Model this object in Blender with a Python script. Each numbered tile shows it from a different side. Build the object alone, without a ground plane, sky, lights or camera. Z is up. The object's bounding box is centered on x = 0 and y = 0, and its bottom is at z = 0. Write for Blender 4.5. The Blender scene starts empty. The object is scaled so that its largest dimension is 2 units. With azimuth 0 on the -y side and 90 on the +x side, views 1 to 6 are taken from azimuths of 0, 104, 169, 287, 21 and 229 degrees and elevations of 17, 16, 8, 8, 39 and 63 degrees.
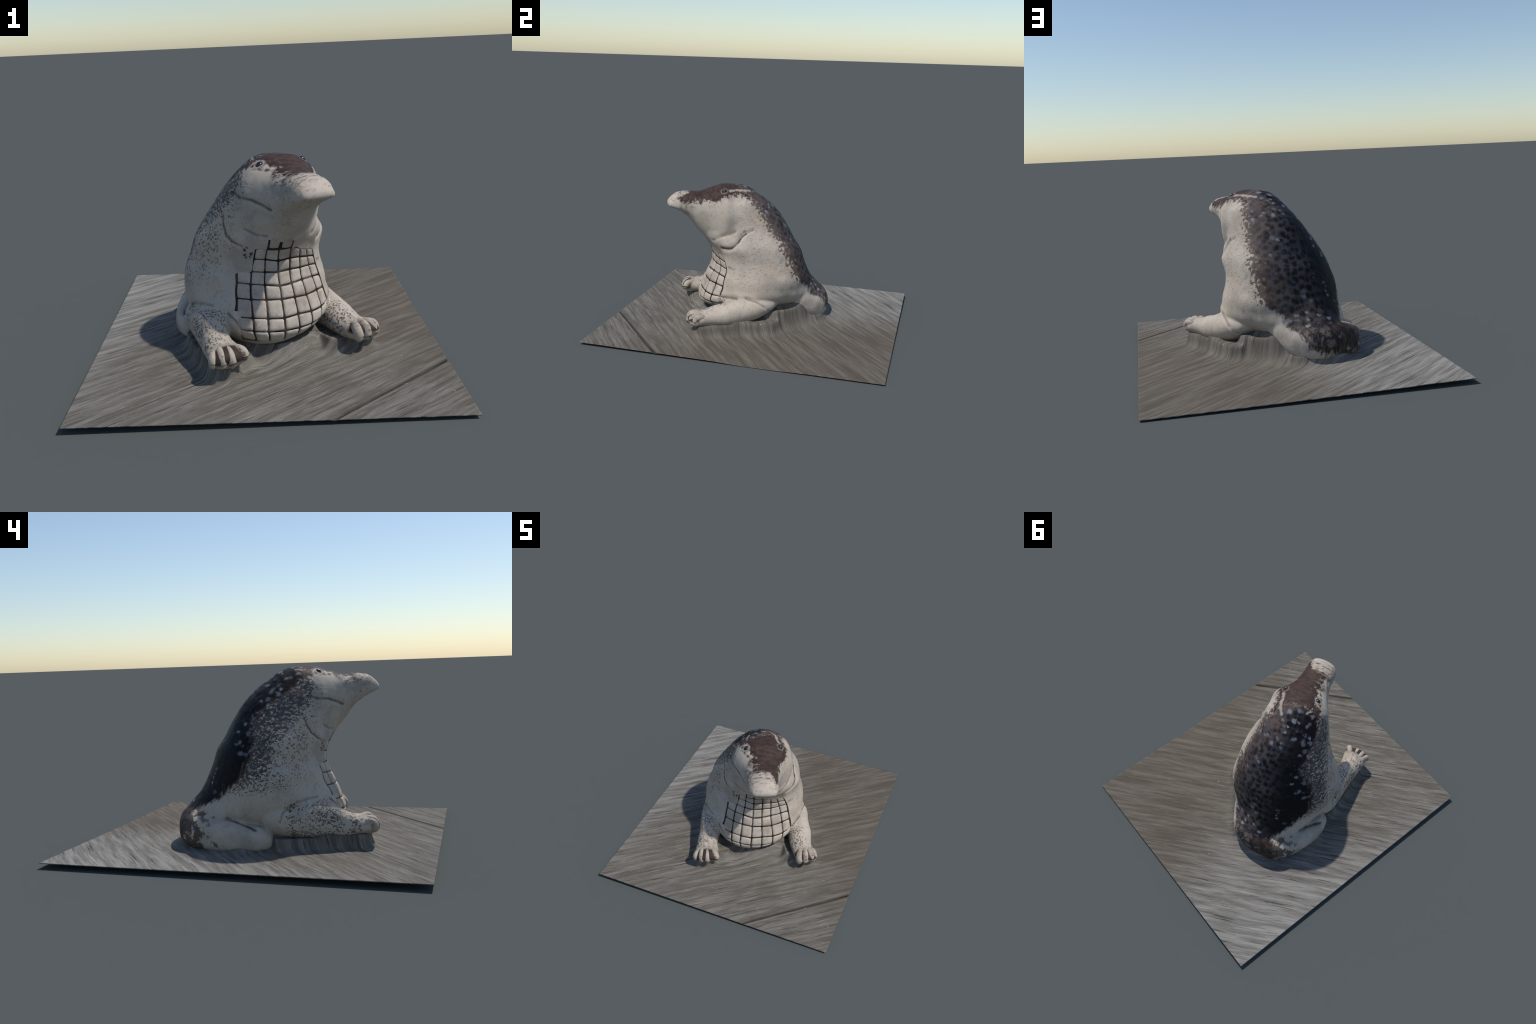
import bpy, bmesh, math, random
import numpy as np
from mathutils import Vector, noise as mnoise
from mathutils.bvhtree import BVHTree

random.seed(7)
rng = np.random.default_rng(7)
TURN = math.radians(25.0)        # the animal faces 25 degrees off the board's axis

# ------------------------------------------------------------------ helpers
# The animal is modelled in its own frame: l = lateral (its left side is -l as
# seen from behind the camera of view 1), f = forward, z = up.  Mesh x = l, y = -f.

def collect(obj):
    bpy.context.scene.collection.objects.link(obj)
    return obj

def mesh_object(name, verts, faces, parent=None, material=None, smooth=True):
    me = bpy.data.meshes.new(name)
    me.from_pydata([tuple(map(float, v)) for v in verts], [], faces)
    me.update()
    if smooth:
        me.shade_smooth()
    ob = collect(bpy.data.objects.new(name, me))
    if parent:
        ob.parent = parent
    if material:
        me.materials.append(material)
    return ob

def spline(keys, x):
    """smooth (Catmull-Rom style, monotone-ish) interpolation of rows (x, a, b, ...)"""
    k = np.asarray(keys, float)
    xs, ys = k[:, 0], k[:, 1:]
    m = np.zeros_like(ys)
    d = np.diff(ys, axis=0) / np.diff(xs)[:, None]
    m[0], m[-1] = d[0], d[-1]
    w = np.diff(xs)[:, None]
    m[1:-1] = (d[:-1] * w[1:] + d[1:] * w[:-1]) / (w[1:] + w[:-1])
    x = np.clip(np.atleast_1d(x), xs[0], xs[-1])
    i = np.clip(np.searchsorted(xs, x, side='right') - 1, 0, len(xs) - 2)
    h = (xs[i + 1] - xs[i])
    t = ((x - xs[i]) / h)[:, None]
    h = h[:, None]
    return ((2*t**3 - 3*t**2 + 1) * ys[i] + (t**3 - 2*t**2 + t) * h * m[i]
            + (-2*t**3 + 3*t**2) * ys[i + 1] + (t**3 - t**2) * h * m[i + 1])

def ring_faces(rows, cols, caps=True):
    fs = []
    for r in range(rows - 1):
        for c in range(cols):
            d = (c + 1) % cols
            fs.append((r*cols + c, r*cols + d, (r+1)*cols + d, (r+1)*cols + c))
    if caps:
        fs.append(tuple(range(cols - 1, -1, -1)))
        fs.append(tuple((rows-1)*cols + c for c in range(cols)))
    return fs

def super_half(u, n):
    return np.maximum(0, 1 - np.abs(u)**n)**(1.0/n)

# ------------------------------------------------------------------ torso: stacked horizontal slices
#  z     back    front  left    right  f_wide | roundness: back left, back right, front left, front right
TORSO = [
 (0.020, -0.397, 0.222, -0.231, 0.010, -0.001, 1.961, 1.962, 1.789, 1.798),
 (0.060, -0.448, 0.296, -0.277, 0.040, 0.033, 1.865, 1.869, 1.931, 1.918),
 (0.120, -0.489, 0.407, -0.329, 0.124, 0.065, 1.871, 1.809, 2.105, 2.134),
 (0.180, -0.490, 0.445, -0.386, 0.237, 0.058, 1.784, 1.839, 2.223, 2.268),
 (0.240, -0.454, 0.431, -0.424, 0.300, 0.042, 1.688, 1.783, 2.117, 2.096),
 (0.300, -0.398, 0.409, -0.432, 0.308, 0.000, 1.640, 1.844, 2.024, 2.018),
 (0.360, -0.357, 0.385, -0.430, 0.307, -0.000, 1.713, 2.189, 1.726, 1.975),
 (0.420, -0.329, 0.355, -0.419, 0.289, 0.009, 1.814, 2.329, 1.764, 2.021),
 (0.480, -0.304, 0.350, -0.393, 0.276, 0.013, 1.912, 2.471, 1.642, 2.052),
 (0.540, -0.281, 0.359, -0.379, 0.270, 0.037, 1.957, 2.532, 1.585, 2.058),
 (0.600, -0.242, 0.393, -0.364, 0.259, 0.066, 1.979, 2.535, 1.539, 2.011),
 (0.660, -0.208, 0.436, -0.330, 0.230, 0.084, 2.023, 2.476, 1.400, 1.835),
 (0.720, -0.174, 0.469, -0.297, 0.204, 0.108, 1.938, 2.429, 1.539, 1.728),
 (0.780, -0.137, 0.437, -0.273, 0.190, 0.150, 1.890, 2.307, 1.687, 1.692),
 (0.840, -0.083, 0.399, -0.243, 0.176, 0.168, 1.801, 2.030, 1.949, 1.953),
 (0.890, -0.027, 0.361, -0.210, 0.157, 0.190, 1.859, 2.130, 1.980, 1.980),
 (0.930, 0.040, 0.340, -0.179, 0.110, 0.206, 1.882, 1.972, 1.989, 1.991),
 (0.970, 0.116, 0.310, -0.116, 0.037, 0.222, 1.992, 1.994, 1.990, 1.991),
]
def build_torso():
    zs = np.linspace(TORSO[0][0], TORSO[-1][0], 70)
    S = spline(TORSO, zs)
    ang = np.linspace(0, 2*np.pi, 96, endpoint=False)
    V = []
    for zz, (fb, ff, ll, lr, fm, nbl, nbr, nfl, nfr) in zip(zs, S):
        lc = (ll + lr)/2
        for a in ang:
            c, s = math.cos(a), math.sin(a)
            n = (nfl if c < 0 else nfr) if s > 0 else (nbl if c < 0 else nbr)
            r = (abs(c)**n + abs(s)**n)**(-1.0/n)
            f = fm + (ff - fm)*s*r if s > 0 else fm + (fm - fb)*s*r
            l = lc + (lr - lc)*c*r
            V.append((l, -f, zz))
    return V, ring_faces(len(zs), len(ang))

# ------------------------------------------------------------------ head: vertical slices from nape to bill
#  f      top    bottom  half    centre  z_wide  n_top n_bottom
HEAD = [
 (-0.030, 0.872, 0.520, 0.148, -0.044, 0.697, 1.961, 2.000),
 (0.020, 0.916, 0.520, 0.174, -0.043, 0.716, 1.924, 2.000),
 (0.070, 0.956, 0.500, 0.188, -0.040, 0.731, 1.940, 2.000),
 (0.120, 0.981, 0.500, 0.195, -0.032, 0.751, 2.013, 2.000),
 (0.170, 0.995, 0.500, 0.210, -0.030, 0.754, 2.136, 2.000),
 (0.230, 0.995, 0.500, 0.212, -0.031, 0.772, 2.218, 1.999),
 (0.285, 0.998, 0.520, 0.206, -0.024, 0.784, 2.298, 1.999),
 (0.340, 0.981, 0.547, 0.173, -0.028, 0.794, 2.297, 1.999),
 (0.400, 0.959, 0.616, 0.140, -0.031, 0.816, 2.240, 2.003),
 (0.455, 0.944, 0.672, 0.118, -0.033, 0.845, 2.327, 2.006),
 (0.510, 0.946, 0.748, 0.104, -0.036, 0.867, 2.421, 2.222),
 (0.560, 0.944, 0.795, 0.102, -0.038, 0.866, 2.408, 2.413),
 (0.605, 0.936, 0.825, 0.099, -0.034, 0.862, 2.382, 3.200),
 (0.640, 0.914, 0.841, 0.084, -0.033, 0.860, 2.200, 3.000),
 (0.662, 0.892, 0.850, 0.066, -0.026, 0.862, 2.000, 2.600),
 (0.670, 0.880, 0.860, 0.036, -0.025, 0.868, 2.000, 2.200),
]
def build_head():
    fs = np.concatenate([np.linspace(-0.03, 0.6, 60), np.linspace(0.61, 0.670, 14)])
    S = spline(HEAD, fs)
    ang = np.linspace(0, 2*np.pi, 80, endpoint=False)
    V = []
    for f, (zt, zb, hw, lc, zw, nt, nb) in zip(fs, S):
        for a in ang:
            c, s = math.cos(a), math.sin(a)
            n = nt if s > 0 else nb
            r = (abs(c)**n + abs(s)**n)**(-1.0/n)
            zz = zw + ((zt - zw) if s > 0 else (zw - zb))*s*r
            V.append((lc + hw*c*r, -f, zz))
    return V, ring_faces(len(fs), len(ang))

# ------------------------------------------------------------------ limbs and tail: swept ellipses
def sweep(path, n=48, cols=40, foot=2.0):
    """path rows: l, f, z, r_side, r_up"""
    k = np.asarray(path, float)
    t = np.linspace(0, 1, len(k))
    P = spline(np.column_stack([t, k]), np.linspace(0, 1, n))
    V = []
    for i in range(n):
        a = P[max(i-1, 0), :3]; b = P[min(i+1, n-1), :3]
        d = b - a; d /= np.linalg.norm(d)
        side = np.cross(d, [0, 0, 1]); side /= np.linalg.norm(side)
        up = np.cross(side, d)
        for q in range(cols):
            ang = 2*np.pi*q/cols
            c, s = math.cos(ang), math.sin(ang)
            e = 2.0 if s > 0 else foot          # foot > 2: squarer underside
            r = (abs(c)**e + abs(s)**e)**(-1/e)
            p = P[i, :3] + side*P[i, 3]*c*r + up*P[i, 4]*s*r
            V.append((p[0], -p[1], p[2]))
    return V, ring_faces(n, cols)

FORELIMB_LEFT = [
 (-0.304, -0.083, 0.179, 0.036, 0.028),
 (-0.336, -0.014, 0.178, 0.101, 0.087),
 (-0.362, 0.090, 0.176, 0.104, 0.106),
 (-0.387, 0.190, 0.171, 0.089, 0.106),
 (-0.407, 0.278, 0.159, 0.076, 0.097),
 (-0.421, 0.355, 0.141, 0.074, 0.075),
 (-0.424, 0.428, 0.140, 0.082, 0.054),
 (-0.426, 0.480, 0.138, 0.090, 0.056),
 (-0.426, 0.510, 0.130, 0.084, 0.046),
 (-0.426, 0.528, 0.122, 0.060, 0.028),
]
FORELIMB_RIGHT = [
 (0.178, -0.087, 0.203, 0.028, 0.017),
 (0.211, -0.013, 0.198, 0.087, 0.058),
 (0.238, 0.092, 0.178, 0.103, 0.088),
 (0.251, 0.186, 0.158, 0.093, 0.091),
 (0.267, 0.275, 0.139, 0.089, 0.080),
 (0.266, 0.356, 0.132, 0.082, 0.071),
 (0.273, 0.424, 0.122, 0.076, 0.059),
 (0.292, 0.490, 0.121, 0.080, 0.052),
 (0.299, 0.525, 0.118, 0.074, 0.046),
 (0.299, 0.545, 0.110, 0.052, 0.026),
]
TAIL = [
 (0.087, -0.324, 0.125, 0.050, 0.065),
 (0.018, -0.411, 0.123, 0.086, 0.101),
 (-0.082, -0.431, 0.123, 0.094, 0.106),
 (-0.187, -0.413, 0.116, 0.107, 0.100),
 (-0.272, -0.343, 0.103, 0.090, 0.087),
 (-0.326, -0.250, 0.095, 0.088, 0.085),
 (-0.360, -0.168, 0.089, 0.086, 0.074),
 (-0.374, -0.099, 0.080, 0.074, 0.065),
 (-0.375, -0.052, 0.058, 0.051, 0.042),
 (-0.375, -0.035, 0.053, 0.025, 0.023),
]
HAUNCH = [
 (-0.022, -0.474, 0.122, 0.035, 0.045),
 ( 0.003, -0.430, 0.125, 0.098, 0.108),
 ( 0.030, -0.367, 0.135, 0.122, 0.115),
 ( 0.052, -0.305, 0.165, 0.130, 0.108),
 ( 0.076, -0.235, 0.218, 0.128, 0.096),
 ( 0.096, -0.160, 0.268, 0.110, 0.080),
 ( 0.100, -0.100, 0.300, 0.050, 0.050),
]

# ------------------------------------------------------------------ fuse and smooth
def fuse(parts, voxel):
    V, Fc = [], []
    for v, f in parts:
        o = len(V)
        V += v
        Fc += [tuple(i + o for i in q) for q in f]
    me = bpy.data.meshes.new('fused')
    me.from_pydata(V, [], Fc)
    bm = bmesh.new(); bm.from_mesh(me)
    bmesh.ops.recalc_face_normals(bm, faces=bm.faces)
    bm.to_mesh(me); bm.free()
    ob = collect(bpy.data.objects.new('fused', me))
    mod = ob.modifiers.new('remesh', 'REMESH')
    mod.mode = 'VOXEL'; mod.voxel_size = voxel; mod.adaptivity = 0
    dg = bpy.context.evaluated_depsgraph_get()
    ev = ob.evaluated_get(dg)
    out = bpy.data.meshes.new_from_object(ev)
    bpy.data.objects.remove(ob); bpy.data.meshes.remove(me)
    return out

def mesh_arrays(me):
    n = len(me.vertices)
    co = np.empty(n*3); me.vertices.foreach_get('co', co)
    ed = np.empty(len(me.edges)*2, int); me.edges.foreach_get('vertices', ed)
    return co.reshape(-1, 3), ed.reshape(-1, 2)

def relax(co, ed, steps, lam=0.5, mask=None):
    deg = np.bincount(ed.ravel(), minlength=len(co)).astype(float)[:, None]
    for _ in range(steps):
        acc = np.zeros_like(co)
        for k in range(3):
            acc[:, k] = (np.bincount(ed[:, 0], co[ed[:, 1], k], len(co))
                         + np.bincount(ed[:, 1], co[ed[:, 0], k], len(co)))
        d = acc/deg - co
        co = co + d*(lam if mask is None else lam*mask[:, None])
    return co

def vertex_normals(me):
    me.update()
    n = np.empty(len(me.vertices)*3)
    me.vertices.foreach_get('normal', n)
    return n.reshape(-1, 3)

def set_co(me, co):
    me.vertices.foreach_set('co', co.astype(np.float32).ravel())
    me.update()

VOXEL = 0.0048
body = fuse([build_torso(), build_head(), sweep(FORELIMB_LEFT), sweep(FORELIMB_RIGHT),
             sweep(TAIL, foot=3.2), sweep(HAUNCH, foot=3.0)], VOXEL)
co, ed = mesh_arrays(body)
co = relax(co, ed, 16)
set_co(body, co)

# ------------------------------------------------------------------ skin relief: folds, swellings, hide texture
# creases as polylines on the skin, rows (l, f, z); width, depth, darkness
CREASES = [
 ([(-0.240,0.213,0.836),(-0.235,0.266,0.817),(-0.204,0.334,0.812),(-0.179,0.382,0.795),(-0.154,0.429,0.775)], 0.0075, 0.005, 0.70),
 ([(-0.285,0.175,0.715),(-0.289,0.189,0.672),(-0.287,0.214,0.630),(-0.272,0.245,0.606),(-0.243,0.277,0.585)], 0.0070, 0.006, 0.72),
 ([(-0.330,0.105,0.650),(-0.340,0.145,0.598),(-0.327,0.180,0.557)], 0.006, 0.003, 0.30),
 ([(-0.225,0.291,0.670),(-0.186,0.332,0.645),(-0.147,0.364,0.640)], 0.007, 0.004, 0.42),
 ([( 0.092,0.359,0.624),( 0.148,0.313,0.664),( 0.175,0.264,0.681),( 0.186,0.224,0.705)], 0.008, 0.005, 0.50),
 ([( 0.150,0.305,0.578),( 0.170,0.286,0.578),( 0.190,0.265,0.581),( 0.203,0.244,0.592),( 0.212,0.225,0.612),( 0.216,0.205,0.640),( 0.212,0.184,0.672),( 0.206,0.158,0.698)], 0.0085, 0.009, 0.95),
 ([( 0.206,0.158,0.698),( 0.205,0.105,0.718)], 0.007, 0.004, 0.40),
 ([( 0.184,0.339,0.237),( 0.224,0.290,0.246),( 0.270,0.217,0.249)], 0.007, 0.006, 0.62),
 ([( 0.291,0.156,0.256),( 0.313,0.090,0.237),( 0.325,0.038,0.206),( 0.291,-0.013,0.155)], 0.006, 0.006, 0.50),
 ([(-0.449,-0.005,0.182),(-0.437,0.014,0.230),(-0.414,0.061,0.265),(-0.394,0.138,0.287),(-0.365,0.208,0.288)], 0.0075, 0.005, 0.42),
 ([(-0.324,0.287,0.265),(-0.300,0.325,0.235),(-0.290,0.345,0.200)], 0.007, 0.006, 0.65),
 ([(-0.417,-0.135,0.142),(-0.356,-0.199,0.170),(-0.298,-0.270,0.188)], 0.011, 0.008, 0.85),
 ([( 0.175,0.275,0.452),( 0.215,0.235,0.440)], 0.006, 0.002, 0.45),
]
def polyline_distance(P, line):
    best = np.full(len(P), 9.0)
    L_ = np.array([(l, -f, z) for l, f, z in line])
    for a, b in zip(L_[:-1], L_[1:]):
        d = b - a
        t = np.clip(((P - a) @ d)/(d @ d), 0, 1)
        best = np.minimum(best, np.linalg.norm(P - a - t[:, None]*d, axis=1))
    return best

# swellings: l, f, z, radius, height
SWELLINGS = [
 ( 0.240, 0.195, 0.575, 0.045, 0.010),
 (-0.255, 0.235, 0.680, 0.060, 0.006),
 ( 0.130, 0.260, 0.860, 0.060, 0.004),
]
def relief(P, N):
    h = np.zeros(len(P))
    for line, w, depth, dark in CREASES:
        d = polyline_distance(P, line)
        h -= depth*np.exp(-(d/(1.5*w))**2)
        h += 0.18*depth*np.exp(-((d - 3.5*w)/(1.8*w))**2)
    for l, f, z, r, a in SWELLINGS:
        h += a*np.exp(-((P[:, 0]-l)**2 + (P[:, 1]+f)**2 + (P[:, 2]-z)**2)/r**2)
    for i in range(len(P)):
        p = P[i]
        n1 = mnoise.noise(Vector(p*9.0))
        n2 = mnoise.noise(Vector(p*26.0 + 7.0))
        h[i] += 0.0022*n1 + 0.0010*n2
        # low rows of scales over the back and rump
        back = -p[1] < -0.02 - 0.25*(0.6 - p[2]) and p[2] > 0.12
        if back:
            h[i] += 0.0016*mnoise.noise(Vector((p[0]*34, p[1]*34, p[2]*22)))
        if p[1] < -0.44 and p[2] > 0.75:          # wrinkles across the bill
            h[i] += 0.0016*math.sin(-p[1]*150 + 3*n1 + 8*abs(p[0]+0.035))*max(0, 1-abs(-p[1]-0.56)/0.06)
    return h

# ------------------------------------------------------------------ belly plates: lines in (z, l) and (l, z)
COLUMNS = [
 [(0.12,-0.275),(0.18,-0.300),(0.26,-0.309),(0.33,-0.290),(0.40,-0.275),(0.48,-0.258),(0.60,-0.23)],
 [(0.12,-0.225),(0.19,-0.249),(0.28,-0.241),(0.396,-0.220),(0.477,-0.201),(0.52,-0.190),(0.60,-0.183)],
 [(0.12,-0.170),(0.19,-0.188),(0.245,-0.180),(0.33,-0.168),(0.396,-0.158),(0.47,-0.146),(0.58,-0.138),(0.72,-0.136)],
 [(0.12,-0.100),(0.185,-0.106),(0.245,-0.099),(0.326,-0.095),(0.39,-0.089),(0.50,-0.083),(0.60,-0.085),(0.72,-0.089)],
 [(0.12,-0.030),(0.18,-0.026),(0.25,-0.024),(0.39,-0.025),(0.50,-0.021),(0.60,-0.020),(0.72,-0.045)],
 [(0.12, 0.040),(0.18, 0.055),(0.245, 0.057),(0.32, 0.047),(0.39, 0.041),(0.45, 0.041),(0.60, 0.035)],
 [(0.12, 0.100),(0.18, 0.125),(0.245, 0.135),(0.32, 0.126),(0.39, 0.115),(0.45, 0.101),(0.52, 0.083),(0.60, 0.075)],
 [(0.12, 0.150),(0.18, 0.185),(0.244, 0.196),(0.35, 0.178),(0.426, 0.162),(0.48, 0.144),(0.56, 0.115)],
]
ROWS = [
 [(-0.30,0.640),(-0.13,0.640),(-0.02,0.625),(0.20,0.60)],
 [(-0.30,0.580),(-0.17,0.573),(-0.12,0.566),(-0.057,0.563),(-0.005,0.566),(0.04,0.545),(0.20,0.50)],
 [(-0.30,0.525),(-0.14,0.515),(-0.084,0.503),(-0.024,0.508),(0.04,0.502),(0.09,0.492),(0.15,0.475),(0.20,0.46)],
 [(-0.30,0.465),(-0.20,0.458),(-0.084,0.448),(-0.025,0.453),(0.041,0.446),(0.105,0.442),(0.165,0.430),(0.22,0.42)],
 [(-0.30,0.412),(-0.223,0.403),(-0.158,0.397),(-0.089,0.386),(-0.026,0.389),(0.041,0.392),(0.114,0.387),(0.18,0.375),(0.22,0.37)],
 [(-0.32,0.342),(-0.168,0.332),(-0.095,0.328),(-0.023,0.326),(0.047,0.320),(0.127,0.320),(0.19,0.312),(0.22,0.31)],
 [(-0.32,0.262),(-0.24,0.255),(-0.18,0.250),(-0.10,0.243),(-0.024,0.249),(0.057,0.242),(0.135,0.240),(0.21,0.244)],
 [(-0.32,0.202),(-0.248,0.194),(-0.19,0.189),(-0.106,0.185),(-0.026,0.182),(0.055,0.180),(0.13,0.180),(0.21,0.190)],
 [(-0.32,0.150),(-0.20,0.128),(-0.10,0.122),(-0.02,0.122),(0.055,0.130),(0.13,0.145),(0.21,0.16)],
]
ROW_CELLS = {0: (2, 4), 1: (1, 7), 2: (1, 7), 3: (0, 7), 4: (0, 7), 5: (0, 7), 6: (0, 7), 7: (0, 7)}
def column_l(k, z):
    return float(np.interp(z, [r[0] for r in COLUMNS[k]], [r[1] for r in COLUMNS[k]]))
def row_z(k, l):
    return float(np.interp(l, [r[0] for r in ROWS[k]], [r[1] for r in ROWS[k]]))
def in_plate_field(l, z):
    if not (0.13 < z < 0.57): return 0.0
    a, b = column_l(0, z) if z < 0.47 else column_l(1, z), column_l(7, z)
    e = min(l - a, b - l, z - row_z(8, l), row_z(1, l) - z)
    return min(1.0, max(0.0, e/0.006))

bvh0 = BVHTree.FromPolygons([tuple(c) for c in co], [tuple(p.vertices) for p in body.polygons])
N0 = vertex_normals(body)
h = relief(co, N0)
field = np.array([in_plate_field(c[0], c[2]) if c[1] < -0.2 else 0.0 for c in co])
h -= 0.0035*field
co = co + N0*h[:, None]
set_co(body, co)
body_normals = vertex_normals(body).copy()
bvh1 = BVHTree.FromPolygons([tuple(c) for c in co], [tuple(p.vertices) for p in body.polygons])
def snap(line):
    out = []
    for l, f, z in line:
        p = bvh1.find_nearest(Vector((l, -f, z)))[0]
        out.append((p.x, -p.y, p.z))
    return out
SNAPPED = [(snap(line), w, d, k) for line, w, d, k in CREASES]

# ------------------------------------------------------------------ node expression builder
class Ex:
    """a shader socket that can be used in arithmetic"""
    def __init__(self, g, sock): self.g, self.s = g, sock
    def _m(self, op, *o): return self.g.math(op, self, *o)
    def __add__(self, o): return self._m('ADD', o)
    __radd__ = __add__
    def __sub__(self, o): return self._m('SUBTRACT', o)
    def __rsub__(self, o): return self.g.math('SUBTRACT', o, self)
    def __mul__(self, o): return self._m('MULTIPLY', o)
    __rmul__ = __mul__
    def __truediv__(self, o): return self._m('DIVIDE', o)
    def __neg__(self): return self._m('MULTIPLY', -1.0)

class Graph:
    def __init__(self, name):
        self.mat = bpy.data.materials.new(name)
        self.mat.use_nodes = True
        self.nt = self.mat.node_tree
        self.bsdf = self.nt.nodes['Principled BSDF']
        tc = self.nt.nodes.new('ShaderNodeTexCoord')
        self.pos = Ex(self, tc.outputs['Object'])
        sp = self.nt.nodes.new('ShaderNodeSeparateXYZ')
        self.nt.links.new(tc.outputs['Object'], sp.inputs[0])
        self.x, self.y, self.z = (Ex(self, sp.outputs[i]) for i in range(3))
    def put(self, inp, v):
        if isinstance(v, Ex): self.nt.links.new(v.s, inp)
        elif isinstance(v, (tuple, list)) and len(v) == 3 and inp.type == 'RGBA': inp.default_value = (*v, 1)
        else: inp.default_value = v
    def math(self, op, *a):
        n = self.nt.nodes.new('ShaderNodeMath'); n.operation = op
        for i, v in enumerate(a): self.put(n.inputs[i], v)
        return Ex(self, n.outputs[0])
    def vmath(self, op, *a, out=0):
        n = self.nt.nodes.new('ShaderNodeVectorMath'); n.operation = op
        for i, v in enumerate(a): self.put(n.inputs[i], v)
        return Ex(self, n.outputs[out])
    def lo(self, a, b): return self.math('MINIMUM', a, b)
    def hi(self, a, b): return self.math('MAXIMUM', a, b)
    def step(self, x, a, b):
        """smooth 0..1 as x goes a..b (a may exceed b)"""
        n = self.nt.nodes.new('ShaderNodeMapRange'); n.interpolation_type = 'SMOOTHSTEP'
        flip = a > b
        if flip: a, b = b, a
        self.put(n.inputs['Value'], x); n.inputs['From Min'].default_value = a; n.inputs['From Max'].default_value = b
        n.inputs['To Min'].default_value = 1.0 if flip else 0.0
        n.inputs['To Max'].default_value = 0.0 if flip else 1.0
        return Ex(self, n.outputs['Result'])
    def scaled(self, sx, sy, sz, rot=(0, 0, 0), loc=(0, 0, 0), vec=None):
        n = self.nt.nodes.new('ShaderNodeMapping')
        self.put(n.inputs['Vector'], vec or self.pos)
        n.inputs['Scale'].default_value = (sx, sy, sz)
        n.inputs['Rotation'].default_value = rot
        n.inputs['Location'].default_value = loc
        return Ex(self, n.outputs[0])
    def noise(self, scale, detail=3.0, rough=0.55, vec=None, distortion=0.0, color=False):
        n = self.nt.nodes.new('ShaderNodeTexNoise')
        self.put(n.inputs['Vector'], vec or self.pos)
        n.inputs['Scale'].default_value = scale; n.inputs['Detail'].default_value = detail
        n.inputs['Roughness'].default_value = rough; n.inputs['Distortion'].default_value = distortion
        return Ex(self, n.outputs['Color' if color else 0])
    def cells(self, scale, vec=None, randomness=1.0, feature='F1'):
        n = self.nt.nodes.new('ShaderNodeTexVoronoi'); n.feature = feature
        self.put(n.inputs['Vector'], vec or self.pos)
        n.inputs['Scale'].default_value = scale; n.inputs['Randomness'].default_value = randomness
        d = Ex(self, n.outputs['Distance'])
        if feature == 'DISTANCE_TO_EDGE': return d, None
        sep = self.nt.nodes.new('ShaderNodeSeparateColor')
        self.nt.links.new(n.outputs['Color'], sep.inputs[0])
        return d, Ex(self, sep.outputs[0])
    def curve(self, x, pts, lo, hi):
        """y(x) through control points; x within 0..1, y within lo..hi"""
        n = self.nt.nodes.new('ShaderNodeFloatCurve')
        c = n.mapping.curves[0]
        while len(c.points) > 2: c.points.remove(c.points[1])
        pts = sorted(pts)
        norm = [(a, (b - lo)/(hi - lo)) for a, b in pts]
        c.points[0].location = norm[0]; c.points[1].location = norm[-1]
        for q in norm[1:-1]: c.points.new(*q)
        for q in c.points: q.handle_type = 'AUTO_CLAMPED'
        n.mapping.update()
        self.put(n.inputs['Value'], x)
        return Ex(self, n.outputs[0])*(hi - lo) + lo
    def mix(self, fac, a, b):
        n = self.nt.nodes.new('ShaderNodeMix'); n.data_type = 'RGBA'
        self.put(n.inputs['Factor'], fac)
        self.put(n.inputs[6], a); self.put(n.inputs[7], b)
        return Ex(self, n.outputs[2])
    def line_distance(self, a, b, vec=None):
        a, b = Vector(a), Vector(b)
        p = self.vmath('SUBTRACT', vec or self.pos, tuple(a))
        d = b - a
        t = self.math('DIVIDE', self.vmath('DOT_PRODUCT', p, tuple(d), out=1), d.length_squared)
        t = self.hi(self.lo(t, 1.0), 0.0)
        n = self.nt.nodes.new('ShaderNodeVectorMath'); n.operation = 'SCALE'
        n.inputs[0].default_value = tuple(d); self.put(n.inputs['Scale'], t)
        return self.vmath('LENGTH', self.vmath('SUBTRACT', p, Ex(self, n.outputs[0])), out=1)
    def polyline(self, line, vec=None):
        P = [(l, -f, z) for l, f, z in line]
        best = None
        for a, b in zip(P[:-1], P[1:]):
            d = self.line_distance(a, b, vec)
            best = d if best is None else self.lo(best, d)
        return best
    def finish(self, color, rough, bump=None, strength=0.3, distance=0.004, spec=0.14):
        self.put(self.bsdf.inputs['Base Color'], color)
        self.put(self.bsdf.inputs['Roughness'], rough)
        self.bsdf.inputs['Specular IOR Level'].default_value = spec
        if bump is not None:
            n = self.nt.nodes.new('ShaderNodeBump')
            n.inputs['Strength'].default_value = strength; n.inputs['Distance'].default_value = distance
            self.put(n.inputs['Height'], bump)
            self.nt.links.new(n.outputs[0], self.bsdf.inputs['Normal'])
        return self.mat

CREAM, CREAM_DULL, CREAM_WARM = (0.470, 0.408, 0.343), (0.365, 0.316, 0.264), (0.480, 0.390, 0.305)
UMBER, UMBER_DARK, BLACK = (0.066, 0.041, 0.033), (0.033, 0.022, 0.020), (0.006, 0.006, 0.007)
SEPIA = (0.042, 0.033, 0.028)
PALE_FLECK = (0.28, 0.29, 0.33)

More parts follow.
